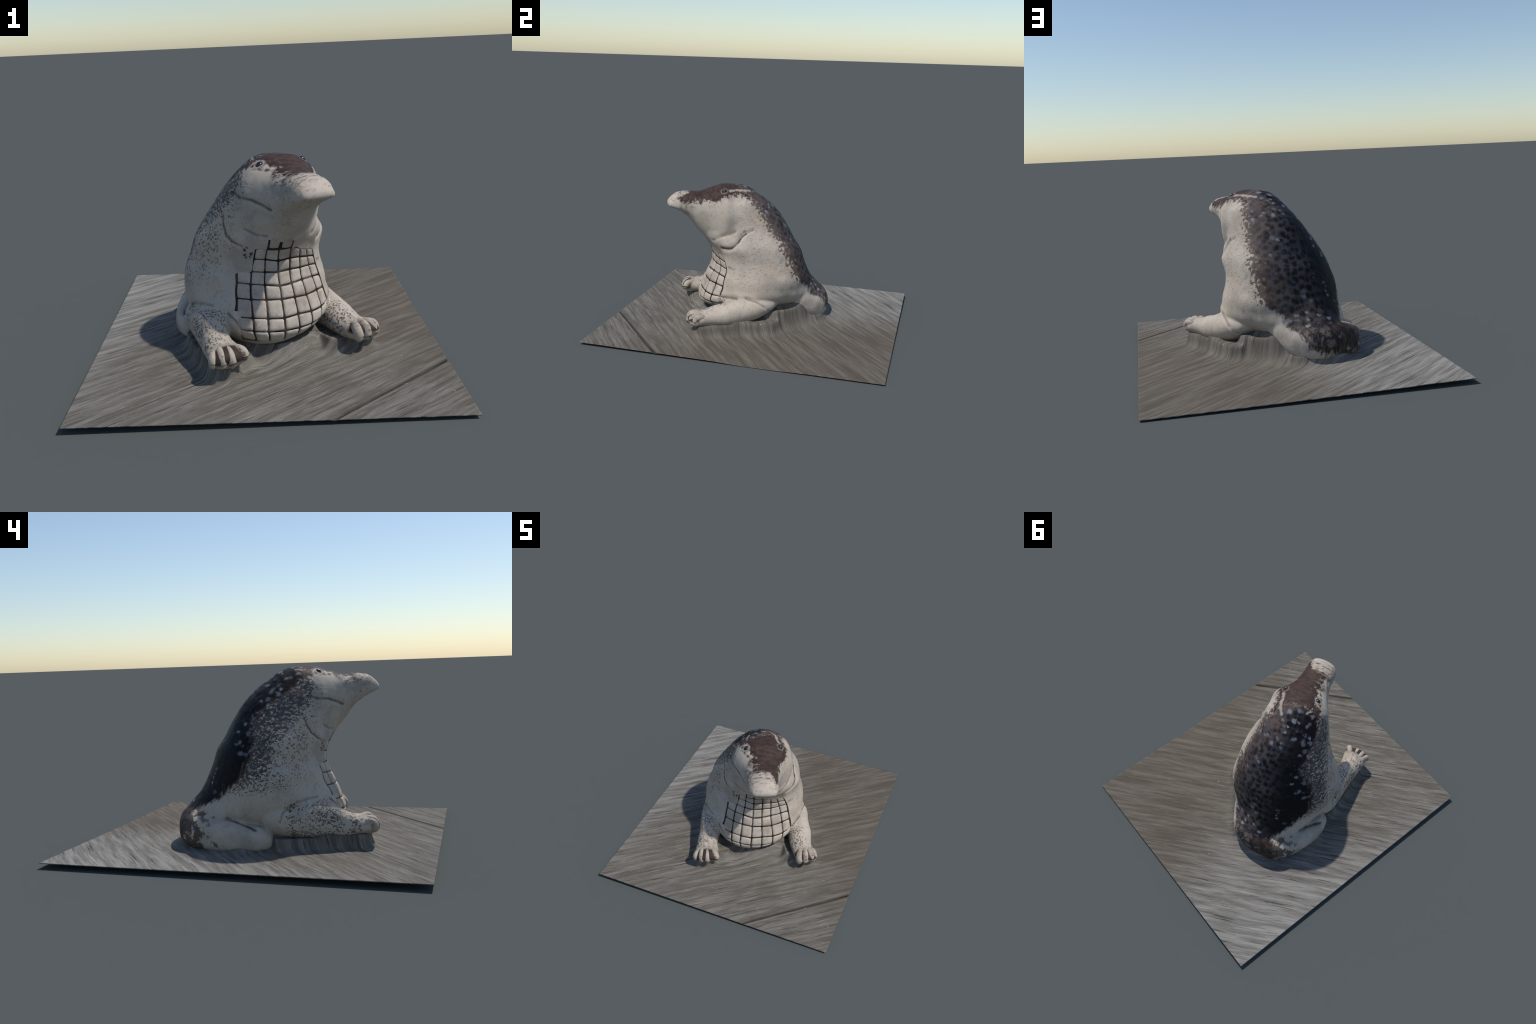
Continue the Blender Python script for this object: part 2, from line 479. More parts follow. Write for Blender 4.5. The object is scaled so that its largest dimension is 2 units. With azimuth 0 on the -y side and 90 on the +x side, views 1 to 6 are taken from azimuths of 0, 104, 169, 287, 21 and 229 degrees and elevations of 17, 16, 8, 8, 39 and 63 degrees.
# edge of the dark mantle: height -> forward position, on the animal's right and left flank
MANTLE_RIGHT = [(0.0,-0.52),(0.06,-0.50),(0.13,-0.455),(0.18,-0.412),(0.22,-0.342),(0.29,-0.284),(0.34,-0.238),(0.40,-0.213),
                (0.48,-0.183),(0.557,-0.147),(0.63,-0.105),(0.70,-0.053),(0.79,-0.002),(0.85,0.032),(0.907,0.10),(0.95,0.15),(1.0,0.20)]
MANTLE_LEFT = [(0.0,-0.53),(0.095,-0.507),(0.18,-0.480),(0.22,-0.425),(0.27,-0.343),(0.31,-0.287),(0.36,-0.245),(0.40,-0.195),
               (0.44,-0.168),(0.50,-0.135),(0.58,-0.112),(0.674,-0.088),(0.74,-0.055),(0.80,0.01),(0.86,0.10),(0.90,0.17),(1.0,0.22)]
# lower edge of the brown cap: forward position -> height
CAP_RIGHT = [(0.0,0.80),(0.10,0.905),(0.14,0.916),(0.18,0.938),(0.23,0.943),(0.285,0.938),(0.34,0.908),(0.40,0.895),(0.46,0.885),(0.55,0.875),(0.60,0.90),(1.0,1.0)]
CAP_LEFT = [(0.0,0.80),(0.10,0.88),(0.16,0.915),(0.22,0.935),(0.30,0.950),(0.36,0.950),(0.42,0.925),(0.50,0.910),(0.55,0.925),(0.60,0.99),(1.0,1.0)]

def glaze_material(name, grooves=False):
    g = Graph(name)
    l, f, z = g.x, -g.y, g.z
    wob = g.noise(7.0, 4.0)
    fine = g.noise(60.0, 4.0, 0.65)
    streak = g.noise(1.0, 4.0, 0.6, vec=g.scaled(70, 26, 30, rot=(0.6, 0, 0)))
    hair = g.noise(1.0, 3.0, 0.6, vec=g.scaled(120, 30, 30, rot=(0.5, 0, 0)))
    right = g.step(l, -0.10, 0.02)
    # --- cream ground with dull clouds and faint dirt
    col = g.mix(g.step(wob, 0.42, 0.68), CREAM, CREAM_DULL)
    col = g.mix(g.step(g.noise(4.0, 2.0, vec=g.scaled(1, 1, 1, loc=(3, 1, 2))), 0.5, 0.72)*0.7, col, CREAM_WARM)
    col = g.mix(g.step(fine, 0.52, 0.78)*0.55, col, (0.20, 0.165, 0.13))
    col = g.mix(g.step(g.noise(16.0, 5.0, 0.7, vec=g.scaled(1, 1, 1, loc=(1, 2, 8))), 0.56, 0.74)*0.5, col, (0.215, 0.18, 0.145))
    # --- faint short brush marks on the right flank
    dash = g.step(g.noise(1.0, 2.0, 0.5, vec=g.scaled(36, 58, 120, rot=(0.45, 0, 0))), 0.57, 0.70)
    flank = g.step(l, 0.10, 0.18)*g.step(f, 0.30, 0.15)*g.step(z, 0.28, 0.36)
    col = g.mix(dash*flank*0.6, col, (0.19, 0.14, 0.105))
    # --- speckles on the left flank and the left arm
    warp = g.vmath('ADD', g.pos, g.vmath('MULTIPLY', g.noise(14.0, 2.0, color=True), (0.045, 0.045, 0.045)))
    warp = g.vmath('ADD', warp, g.vmath('MULTIPLY', g.noise(70.0, 2.0, color=True), (0.014, 0.014, 0.014)))
    d1, r1 = g.cells(1.0, vec=g.scaled(108, 76, 90, rot=(0.5, 0, 0), vec=warp))
    mantle = g.curve(z, MANTLE_RIGHT, -0.6, 0.4)*right + g.curve(z, MANTLE_LEFT, -0.6, 0.4)*(1.0 - right)
    depth = mantle - f                                    # > 0 inside the mantle
    patch = g.step(g.noise(6.0, 2.0, vec=g.scaled(1, 1, 1, loc=(9, 4, 0))), 0.36, 0.60)
    zone = g.step(l, -0.17, -0.26)*g.step(z, 0.30, 0.36)*g.step(depth, -0.44, -0.05)*(0.42 + 0.58*patch)
    zone = g.hi(zone, g.step(l, -0.17, -0.24)*g.step(depth, -0.22, -0.02)*g.step(z, 0.33, 0.40))
    arm = g.step(l, -0.33, -0.37)*g.step(z, 0.295, 0.26)*g.step(f, 0.0, 0.06)*g.step(f, 0.50, 0.40)*(0.40 + 0.60*patch)
    armr = g.step(l, 0.15, 0.19)*g.step(z, 0.26, 0.23)*g.step(f, 0.24, 0.32)*g.step(f, 0.50, 0.44)*g.step(l, 0.32, 0.25)*0.75
    zone = g.hi(g.hi(zone, arm), armr)
    size = 0.30 + 0.42*zone - 0.34*r1
    col = g.mix(g.step(d1 - size, 0.08, -0.10)*g.step(zone, 0.02, 0.15)*(0.70 + 0.28*r1), col, SEPIA)
    # --- mottled band in front of the mantle on the left
    band = g.step(depth + 0.10*g.step(z, 0.55, 0.75), -0.17, -0.01)*(1.0 - right)*g.step(z, 0.34, 0.46)*g.step(f, 0.26, 0.19)
    mott = g.step(g.noise(1.0, 4.0, 0.62, vec=g.scaled(58, 40, 66, rot=(0.4, 0, 0))) + 0.13*band, 0.545, 0.64)
    col = g.mix(mott*g.step(band, 0.0, 0.35)*0.88, col, g.mix(wob, (0.035, 0.030, 0.032), (0.095, 0.078, 0.076)))
    bandr = g.step(depth, -0.09, 0.0)*right*g.step(z, 0.30, 0.40)*g.step(z, 0.93, 0.88)
    mottr = g.step(g.noise(1.0, 4.0, 0.62, vec=g.scaled(50, 46, 50, rot=(0.5, 0, 0), loc=(3, 1, 1))) + 0.22*bandr, 0.60, 0.70)
    col = g.mix(mottr*g.step(bandr, 0.0, 0.3)*0.85, col, (0.075, 0.050, 0.040))
    # --- dark mantle with scales and pale flecks
    ragged = depth + 0.11*(streak - 0.5) + 0.09*(wob - 0.5)
    m = g.step(ragged, -0.012, 0.022)
    deep = g.step((ragged + 0.05*(fine - 0.5))*(1.0 + 2.2*(1.0 - right)) + 0.02*(1.0 - right), 0.02, 0.14)
    dark = g.mix(deep, UMBER, BLACK)
    vw = g.vmath('ADD', g.pos, g.vmath('MULTIPLY', g.noise(22.0, 3.0, color=True), (0.050, 0.030, 0.030)))
    dc, rc = g.cells(1.0, vec=g.scaled(25, 24, 27, rot=(0.5, 0.35, 0), vec=vw), randomness=0.5)
    veins = g.step(dc + 0.55*(hair - 0.5) + 0.2*rc, 0.30, 0.85)*g.step(l, -0.18, 0.06)*g.step(z, 0.10, 0.2)
    dark = g.mix(veins*0.80, dark, g.mix(g.step(wob, 0.4, 0.6), (0.110, 0.088, 0.080), (0.085, 0.080, 0.088)))
    fw = g.vmath('ADD', g.pos, g.vmath('MULTIPLY', g.noise(34.0, 3.0, color=True), (0.040, 0.025, 0.025)))
    df, rf = g.cells(1.0, vec=g.scaled(19, 21, 27, rot=(0.45, 0.3, 0), loc=(0.3, 0.1, 0.7), vec=fw), randomness=0.8)
    favour = g.noise(5.0, 2.0, vec=g.scaled(1, 1, 1, loc=(1, 7, 3)))
    many = g.step(favour + 0.35*g.step(z, 0.70, 0.90)*g.step(l, 0.08, -0.02)*0.8 + 0.30*g.step(z, 0.34, 0.28)*g.step(l, -0.08, 0.06) + 0.05*g.step(l, -0.05, 0.1) + 0.15*g.step(l, -0.12, -0.22), 0.52, 0.74)
    fleck = g.step(df + 0.55*(hair - 0.5) + 0.26*rf - 0.26*many, 0.34, 0.02)
    dark = g.mix(fleck*(0.14 + 0.80*many)*(0.45 + 0.55*rf), dark, PALE_FLECK)
    # brown mottles on the rump and the underside of the tail
    rumpn = g.noise(1.0, 4.0, 0.65, vec=g.scaled(34, 34, 17))
    rump = g.step(z, 0.28, 0.15)*g.step(rumpn + 0.3*(wob - 0.5), 0.47, 0.60)
    dark = g.mix(g.step(z + 0.12*(rumpn - 0.5), 0.27, 0.16)*0.7, dark, UMBER_DARK)
    dark = g.mix(rump*0.8, dark, (0.24, 0.20, 0.165))
    col = g.mix(m, col, dark)
    # speckled fringe where the mantle turns under the tail
    tailzone = g.step(f, -0.24, -0.36)*g.step(l, 0.02, -0.10)*g.step(z, 0.26, 0.20)
    col = g.mix(g.step(g.noise(22.0, 4.0, 0.6) + 0.25*g.step(f, -0.30, -0.48), 0.60, 0.72)*tailzone*0.85, col, UMBER_DARK)
    # --- brown cap of the head
    cap = z - (g.curve(f, CAP_RIGHT, 0.7, 1.0)*right + g.curve(f, CAP_LEFT, 0.7, 1.0)*(1.0 - right))
    headzone = g.step(f, 0.06, 0.12)*g.step(z, 0.84, 0.87)*g.step(f + 0.16*(wob - 0.5) + 0.14*(g.noise(1.0, 4.0, 0.65, vec=g.scaled(30, 60, 50, loc=(6, 2, 1))) - 0.5) - 0.09*g.step(l, 0.0, 0.07), 0.555, 0.515)
    browse = g.noise(1.0, 4.0, 0.62, vec=g.scaled(22, 46, 46))
    capm = g.step(cap + 0.12*(browse - 0.5) + 0.06*(wob - 0.5), -0.012, 0.018)*headzone
    capc = g.mix(g.step(browse, 0.35, 0.68), UMBER, UMBER_DARK)
    capc = g.mix(g.step(g.noise(1.0, 3.0, 0.6, vec=g.scaled(40, 160, 160)), 0.60, 0.75)*0.35, capc, (0.17, 0.125, 0.105))
    col = g.mix(capm*g.step(m, 1.0, 0.3), col, capc)
    # pale blotches on the left of the muzzle
    blot = g.step(g.noise(1.0, 3.0, 0.6, vec=g.scaled(30, 22, 30, loc=(2, 5, 1))), 0.50, 0.62)*g.step(l, -0.05, -0.11)*g.step(f, 0.30, 0.35)*g.step(f, 0.56, 0.5)
    col = g.mix(blot*0.9, col, CREAM)
    # thin dark strokes on the bill
    stroke = g.step(g.noise(1.0, 3.0, 0.6, vec=g.scaled(24, 90, 70)), 0.52, 0.64)*g.step(f, 0.48, 0.53)*g.step(f, 0.66, 0.58)*g.step(z, 0.87, 0.90)
    col = g.mix(stroke*0.8, col, UMBER)
    col = g.mix(g.step(g.noise(38.0, 3.0, 0.6, vec=g.scaled(1, 1, 1, loc=(3, 9, 2))), 0.60, 0.70)*g.step(f, 0.50, 0.54)*0.6, col, (0.17, 0.12, 0.085))
    under = g.step(g.noise(24.0, 3.0, 0.6), 0.56, 0.70)*g.step(f, 0.40, 0.45)*g.step(z, 0.82, 0.85)*g.step(z, 0.91, 0.88)
    col = g.mix(under*0.6, col, (0.16, 0.125, 0.105))
    # pale stripe behind each eye and a pale ring round it
    sw = g.vmath('ADD', g.pos, g.vmath('MULTIPLY', g.noise(40.0, 3.0, color=True), (0.020, 0.020, 0.020)))
    sw = g.vmath('SUBTRACT', sw, (0.010, 0.010, 0.010))
    sr = g.polyline([(0.086,0.262,0.962),(0.072,0.201,0.966),(0.062,0.146,0.961),(0.030,0.105,0.955)], sw)
    sl = g.polyline([(-0.130,0.276,0.980),(-0.142,0.250,0.974),(-0.134,0.205,0.975),(-0.118,0.165,0.979)], sw)
    col = g.mix(g.step(sr + 0.012*(g.noise(40.0, 2.0) - 0.5), 0.017, 0.006)*0.85, col, (0.40, 0.335, 0.28))
    col = g.mix(g.step(sl, 0.013, 0.005)*g.step(g.noise(45.0, 2.0), 0.40, 0.55)*0.9, col, (0.38, 0.33, 0.29))
    for e, w in (((0.089,-0.286,0.961), 0.30), ((-0.141,-0.296,0.969), 0.85)):
        de = g.vmath('LENGTH', g.vmath('SUBTRACT', sw, e), out=1)
        col = g.mix(g.step(de + 0.02*(g.noise(55.0, 2.0) - 0.5), 0.036, 0.020)*w, col, (0.38, 0.325, 0.275))
        col = g.mix(g.step(de, 0.021, 0.016), col, (0.012, 0.010, 0.010))
    # --- sepia settled in the creases
    cw = g.vmath('ADD', g.pos, g.vmath('MULTIPLY', g.noise(30.0, 3.0, color=True), (0.010, 0.010, 0.010)))
    cw = g.vmath('SUBTRACT', cw, (0.005, 0.005, 0.005))
    worn = g.step(g.noise(24.0, 3.0, vec=g.scaled(1, 1, 1, loc=(4, 4, 4))), 0.30, 0.55)
    for line, w, depth_, darkness in SNAPPED:
        dl = g.polyline(line, cw)
        col = g.mix(g.step(dl, w*1.35 + 0.002, w*0.25)*(0.55 + 0.45*worn)*darkness, col, SEPIA)
    # a few dark flecks near the plates on the left, and brown stain at the throat on the right
    df2, _ = g.cells(42.0, vec=sw)
    near = g.vmath('LENGTH', g.vmath('SUBTRACT', g.pos, (-0.222, -0.292, 0.552)), out=1)
    col = g.mix(g.step(df2, 0.42, 0.28)*g.step(near, 0.042, 0.022)*0.9, col, UMBER_DARK)
    nearr = g.vmath('LENGTH', g.vmath('SUBTRACT', g.pos, (0.110, -0.325, 0.555)), out=1)
    col = g.mix(g.step(nearr, 0.085, 0.02)*g.step(streak, 0.25, 0.6)*0.6, col, (0.17, 0.135, 0.11))
    # --- brown between the toes
    wash = g.step(f, 0.42, 0.50)*g.step(z, 0.24, 0.22)*g.step(g.noise(20.0, 3.0), 0.45, 0.65)
    col = g.mix(wash*0.55, col, (0.20, 0.135, 0.095))
    toes = g.step(f + 0.04*(wob - 0.5), 0.470, 0.495)*g.step(z, 0.24, 0.22)*g.step(z, 0.115, 0.135)
    col = g.mix(toes*0.96, col, (0.028, 0.018, 0.014))
    if grooves:
        zone = (g.step(l - g.curve(z, [(0.0,-0.28),(0.12,-0.276),(0.18,-0.300),(0.26,-0.312),(0.33,-0.293),(0.40,-0.278),(0.450,-0.268),(0.457,-0.205),(0.52,-0.193),(0.60,-0.186),(1.0,-0.18)], -0.4, 0.0), -0.001, 0.001)
                * g.step(l - g.curve(z, [(0.0,0.15),(0.12,0.150),(0.18,0.184),(0.244,0.198),(0.35,0.181),(0.426,0.165),(0.48,0.146),(0.56,0.116),(1.0,0.05)], 0.0, 0.3), 0.001, -0.001)
                * g.step(f, 0.20, 0.22)*g.step(z, 0.125, 0.14)
                * g.step(z - g.curve(l + 0.3, [(0.0,0.578),(0.13,0.571),(0.18,0.564),(0.243,0.561),(0.295,0.564),(0.34,0.543),(0.50,0.498),(1.0,0.40)], 0.3, 0.6), 0.001, -0.001))
        throat = g.step(l, -0.142, -0.140)*g.step(l, -0.018, -0.020)*g.step(f, 0.30, 0.31)*g.step(z, 0.642, 0.640)*g.step(z, 0.56, 0.565)
        zone = g.hi(zone, throat)
        ink = g.mix(g.step(g.noise(30.0, 3.0), 0.45, 0.75), (0.020, 0.014, 0.011), (0.065, 0.045, 0.034))
        col = g.mix(zone*(0.90 + 0.10*g.step(g.noise(16.0, 2.0), 0.38, 0.50)), col, ink)
    rough = 0.48 + 0.25*fine
    bump = fine*0.5 + streak*0.5 + g.step(dc, 0.7, 0.1)*m*0.6
    return g.finish(col, rough, bump, 0.35, 0.004)

glaze = glaze_material('glazed_ceramic')
glaze_torso = glaze_material('glazed_ceramic_grooved', grooves=True)

def plate_material():
    g = Graph('glazed_plate')
    wob = g.noise(9.0, 4.0); fine = g.noise(70.0, 4.0, 0.65)
    col = g.mix(g.step(wob, 0.40, 0.68), CREAM, CREAM_DULL)
    col = g.mix(g.step(fine, 0.50, 0.78)*0.6, col, (0.19, 0.155, 0.12))
    stain = g.step(g.noise(11.0, 3.0, vec=g.scaled(1, 1, 1, loc=(5, 5, 5))), 0.52, 0.74)
    col = g.mix(stain*0.55, col, (0.25, 0.20, 0.15))
    # brown stain towards the throat
    up = g.step(g.z + 0.06*(wob - 0.5) + 0.25*g.hi(g.x, 0.0), 0.46, 0.58)*g.step(g.x, -0.10, 0.0)
    col = g.mix(up*0.65, col, (0.16, 0.12, 0.09))
    return g.finish(col, 0.5 + 0.25*fine, fine, 0.3, 0.003)
plate_mat = plate_material()

def eye_material():
    g = Graph('eye_black')
    c = g.mix(g.step(g.noise(60.0, 2.0), 0.4, 0.7), (0.010, 0.010, 0.011), (0.030, 0.032, 0.036))
    return g.finish(c, 0.22, spec=0.5)
eye_mat = eye_material()

# ------------------------------------------------------------------ roots
figure = collect(bpy.data.objects.new('platypus_figurine', None))
figure.rotation_euler = (0, 0, TURN)
figure["label"] = "glazed ceramic platypus sitting upright with grooved plated belly"
figure["category"] = "figurine"

# ------------------------------------------------------------------ split the seamless body into anatomical parts
def region(c):
    l, f, z = c[0], -c[1], c[2]
    if z > 0.853 - 0.58*(f + 0.03):
        return 'bill' if f > 0.50 else 'head'
    if f > -0.01 and l < -0.29 and z < 0.285 - 0.6*max(0, 0.06 - f): return 'forelimb_l'
    if f > -0.01 and l > 0.185 and z < 0.252 - 0.8*max(0, 0.09 - f): return 'forelimb_r'
    if f < -0.02 and z < 0.19 + 0.10*min(1, max(0, (-0.15 - f)/0.3)) and polytail(l, f) < 0.115: return 'tail'
    return 'torso'
TP = np.array([(r[0], r[1]) for r in TAIL])
def polytail(l, f):
    best = 9
    for a, b in zip(TP[1:-1], TP[2:]):
        d = b - a
        t = min(1, max(0, ((l-a[0])*d[0] + (f-a[1])*d[1])/(d @ d)))
        best = min(best, math.hypot(l-a[0]-t*d[0], f-a[1]-t*d[1]))
    return best

groups = {}
for poly in body.polygons:
    vs = tuple(poly.vertices)
    groups.setdefault(region(co[list(vs)].mean(0)), []).append(vs)
parts = {}
NAMES = {'forelimb_l': 'forelimb', 'forelimb_r': 'forelimb'}
for key in ('torso', 'head', 'bill', 'forelimb_l', 'forelimb_r', 'tail'):
    faces = groups[key]
    used = np.unique(np.concatenate([np.array(q) for q in faces]))
    remap = {int(u): i for i, u in enumerate(used)}
    ob = mesh_object(NAMES.get(key, key), co[used], [tuple(remap[i] for i in q) for q in faces], figure,
                     glaze_torso if key == 'torso' else glaze)
    ob.data.normals_split_custom_set_from_vertices([tuple(n) for n in body_normals[used]])
    parts[key] = ob

# ------------------------------------------------------------------ belly plates
def skin_point(l, z):
    hit = bvh0.ray_cast(Vector((l, -1.2, z)), Vector((0, 1, 0)))
    return hit[0], hit[1]
def build_plate(r, c, n=13):
    P = []
    # faint horizontal joints on the far left, crisp ones elsewhere
    gv = 0.0032
    gh = 0.0020 if c < 2 else 0.0031
    w = abs(column_l(c+1, 0.3) - column_l(c, 0.3))
    za, zb = row_z(r, -0.05), row_z(r+1, -0.05)
    hgt = za - zb
    jit = rng.normal(0, 0.10, 4)
    for j in range(n):
        for i in range(n):
            a = 0.5 - 0.5*math.cos(math.pi*i/(n-1)); b = 0.5 - 0.5*math.cos(math.pi*j/(n-1))
            # rounded corners, slightly hand-cut edges
            ra = 2*a - 1; rb = 2*b - 1
            sq = (abs(ra)**9 + abs(rb)**9 + 1e-9)**(1/9)
            k = 1.0/max(1.0, sq/ max(abs(ra), abs(rb), 1e-9))
            aa = 0.5 + 0.5*ra*k; bb = 0.5 + 0.5*rb*k
            wa = gv*(1 + jit[0] + 0.35*mnoise.noise(Vector((r*3.1, c*2.7, b*4))))/w
            wb = gh*(1 + jit[1] + 0.35*mnoise.noise(Vector((r*1.3, c*5.7, a*4))))/hgt
            aa = wa + aa*(1 - 2*wa); bb = wb + bb*(1 - 2*wb)
            l = column_l(c, 0.3)
            z = 0.3
            for _ in range(6):
                z = row_z(r, l)*(1-bb) + row_z(r+1, l)*bb
                l = column_l(c, z)*(1-aa) + column_l(c+1, z)*aa
            p, nrm = skin_point(l, z)
            if p is None: return None
            edge = min(min(a, 1-a)*w, min(b, 1-b)*hgt)
            rise = 1 - math.exp(-edge/0.0045)
            hh = -0.0045 + 0.0070*rise + 0.0010*mnoise.noise(Vector((l*40, z*40, r)))*rise
            P.append(Vector(p) + Vector(nrm)*hh)
    F = [(j*n+i, j*n+i+n, j*n+i+n+1, j*n+i+1) for j in range(n-1) for i in range(n-1)]
    # close the plate with a back so that it has depth
    V = [tuple(p) for p in P]
    rim = ([i for i in range(n)] + [j*n+n-1 for j in range(1, n)] + [(n-1)*n+i for i in range(n-2, -1, -1)] + [j*n for j in range(n-2, 0, -1)])
    off = len(V)
    ctr = sum(P, Vector())/len(P)
    for q in rim:
        v = P[q] + (ctr - P[q])*0.04 + Vector((0, 0.008, 0))
        V.append(tuple(v))
    m = len(rim)
    F += [(rim[i], rim[(i+1) % m], off+(i+1) % m, off+i) for i in range(m)]
    return V, F
for r, (c0, c1) in ROW_CELLS.items():
    for c in range(c0, c1):
        made = build_plate(r, c)
        if made:
            mesh_object('belly_plate', made[0], made[1], parts['torso'], plate_mat)

# ------------------------------------------------------------------ toes
TOES_LEFT = [   # path rows l, f, z, radius
 [(-0.468,0.440,0.150,0.018),(-0.486,0.476,0.160,0.022),(-0.502,0.503,0.154,0.023),(-0.504,0.510,0.128,0.020),(-0.496,0.504,0.104,0.012)],
 [(-0.446,0.440,0.160,0.018),(-0.456,0.485,0.171,0.022),(-0.463,0.517,0.158,0.024),(-0.464,0.527,0.128,0.022),(-0.460,0.520,0.098,0.013)],
 [(-0.420,0.440,0.162,0.018),(-0.421,0.490,0.172,0.022),(-0.421,0.524,0.156,0.024),(-0.421,0.533,0.124,0.023),(-0.420,0.524,0.094,0.013)],
 [(-0.390,0.440,0.158,0.018),(-0.376,0.486,0.168,0.023),(-0.362,0.518,0.163,0.025),(-0.356,0.526,0.142,0.022),(-0.366,0.518,0.112,0.012)],
]
TOES_RIGHT = [
 [( 0.262,0.450,0.140,0.018),( 0.250,0.505,0.150,0.026),( 0.244,0.537,0.138,0.027),( 0.246,0.546,0.108,0.025),( 0.252,0.536,0.080,0.013)],
 [( 0.282,0.450,0.145,0.018),( 0.287,0.510,0.158,0.024),( 0.290,0.542,0.144,0.025),( 0.290,0.552,0.112,0.023),( 0.290,0.542,0.082,0.012)],
 [( 0.305,0.450,0.145,0.018),( 0.323,0.505,0.156,0.023),( 0.331,0.533,0.145,0.024),( 0.333,0.542,0.116,0.021),( 0.331,0.534,0.088,0.011)],
 [( 0.322,0.440,0.140,0.016),( 0.346,0.488,0.148,0.021),( 0.356,0.514,0.145,0.020),( 0.359,0.520,0.122,0.017),( 0.356,0.514,0.096,0.009)],
]
def toe_material():
    g = Graph('glazed_toe')
    f = -g.y
    wob = g.noise(26.0, 3.0); fine = g.noise(80.0, 3.0)
    col = g.mix(g.step(wob, 0.40, 0.68), (0.41, 0.352, 0.292), (0.29, 0.24, 0.195))
    col = g.mix(g.step(wob + 0.4*(fine - 0.5), 0.56, 0.70)*0.75, col, (0.13, 0.080, 0.055))
    return g.finish(col, 0.5, fine, 0.3, 0.003)
toe_mat = toe_material()
for key, toes in (('forelimb_l', TOES_LEFT), ('forelimb_r', TOES_RIGHT)):
    for t in toes:
        path = [(l, f - 0.011, z + (0.012 if i == 4 else 0), 0.90*r, 1.0*r) for i, (l, f, z, r) in enumerate(t)]
        a, b = path[0], path[-1]
        path = [(a[0], a[1]-0.012, a[2], 0.006, 0.006)] + path + [(b[0], b[1]-0.004, b[2]-0.008, 0.003, 0.003)]
        V, Fc = sweep(path, n=36, cols=20)
        mesh_object('toe', V, Fc, parts[key], toe_mat)

# ------------------------------------------------------------------ eyes
for (l, f, z), r in (((0.089, 0.286, 0.961), 0.019), ((-0.141, 0.296, 0.969), 0.018)):
    p, nrm, _, _ = bvh1.find_nearest(Vector((l, -f, z)))
    ctr = p - nrm*0.0095
    V, Fc = [], []
    R, Cn = 16, 24
    for i in range(R + 1):
        th = math.pi*i/R
        for j in range(Cn):
            ph = 2*math.pi*j/Cn
            V.append((ctr.x + r*math.sin(th)*math.cos(ph), ctr.y + r*math.sin(th)*math.sin(ph), ctr.z + r*math.cos(th)))
    mesh_object('eye', V, ring_faces(R + 1, Cn, caps=False), parts['head'], eye_mat)
bpy.data.meshes.remove(body)

# ------------------------------------------------------------------ board
GRAIN = math.radians(40.0)       # direction of the wood grain
def board_top(x, y):
    u = (x + 0.86)/1.72; v = (y + 1.0)/2.0
    base = (0.033*(1-u)*(1-v) + 0.017*u*(1-v) + 0.010*u*v + 0.029*(1-u)*v)
    dip = 0.0095*np.exp(-((x-0.10)**2/0.50 + (y-0.20)**2/0.75))
    notch = 0.010*np.exp(-((x-0.86)**2/0.02 + (y-0.20)**2/0.04))
    return base - dip - notch
GROUND_BLOBS = [  # l0, f0, l1, f1, radius, height, flare : wood that the scan fused to the figure's underside
 ( 0.270, 0.00, 0.270, 0.20, 0.086, 0.085, 0.014),
 ( 0.275, 0.18, 0.300, 0.44, 0.070, 0.075, 0.013),
 (-0.375, 0.03, -0.405, 0.25, 0.078, 0.065, 0.013),
 (-0.405, 0.25, -0.425, 0.43, 0.068, 0.075, 0.013),
 (-0.070, 0.18, -0.050, 0.19, 0.215, 0.085, 0.035),
 (-0.270, 0.12, -0.310, 0.38, 0.045, 0.065, 0.030),
 ( 0.160, 0.12, 0.200, 0.40, 0.045, 0.065, 0.030),
 ( 0.060, 0.05, 0.050, -0.20, 0.150, 0.15, 0.030),
 ( 0.195, -0.05, 0.115, -0.23, 0.090, 0.135, 0.022),
 (-0.180, 0.00, -0.150, -0.20, 0.200, 0.09, 0.020),
 ( 0.060, -0.34, -0.10, -0.40, 0.110, 0.05, 0.022),
 (-0.100, -0.41, -0.34, -0.20, 0.088, 0.030, 0.022),
]
SEAM = ((0.273, -0.989), (0.86, -0.47))   # joint between two planks
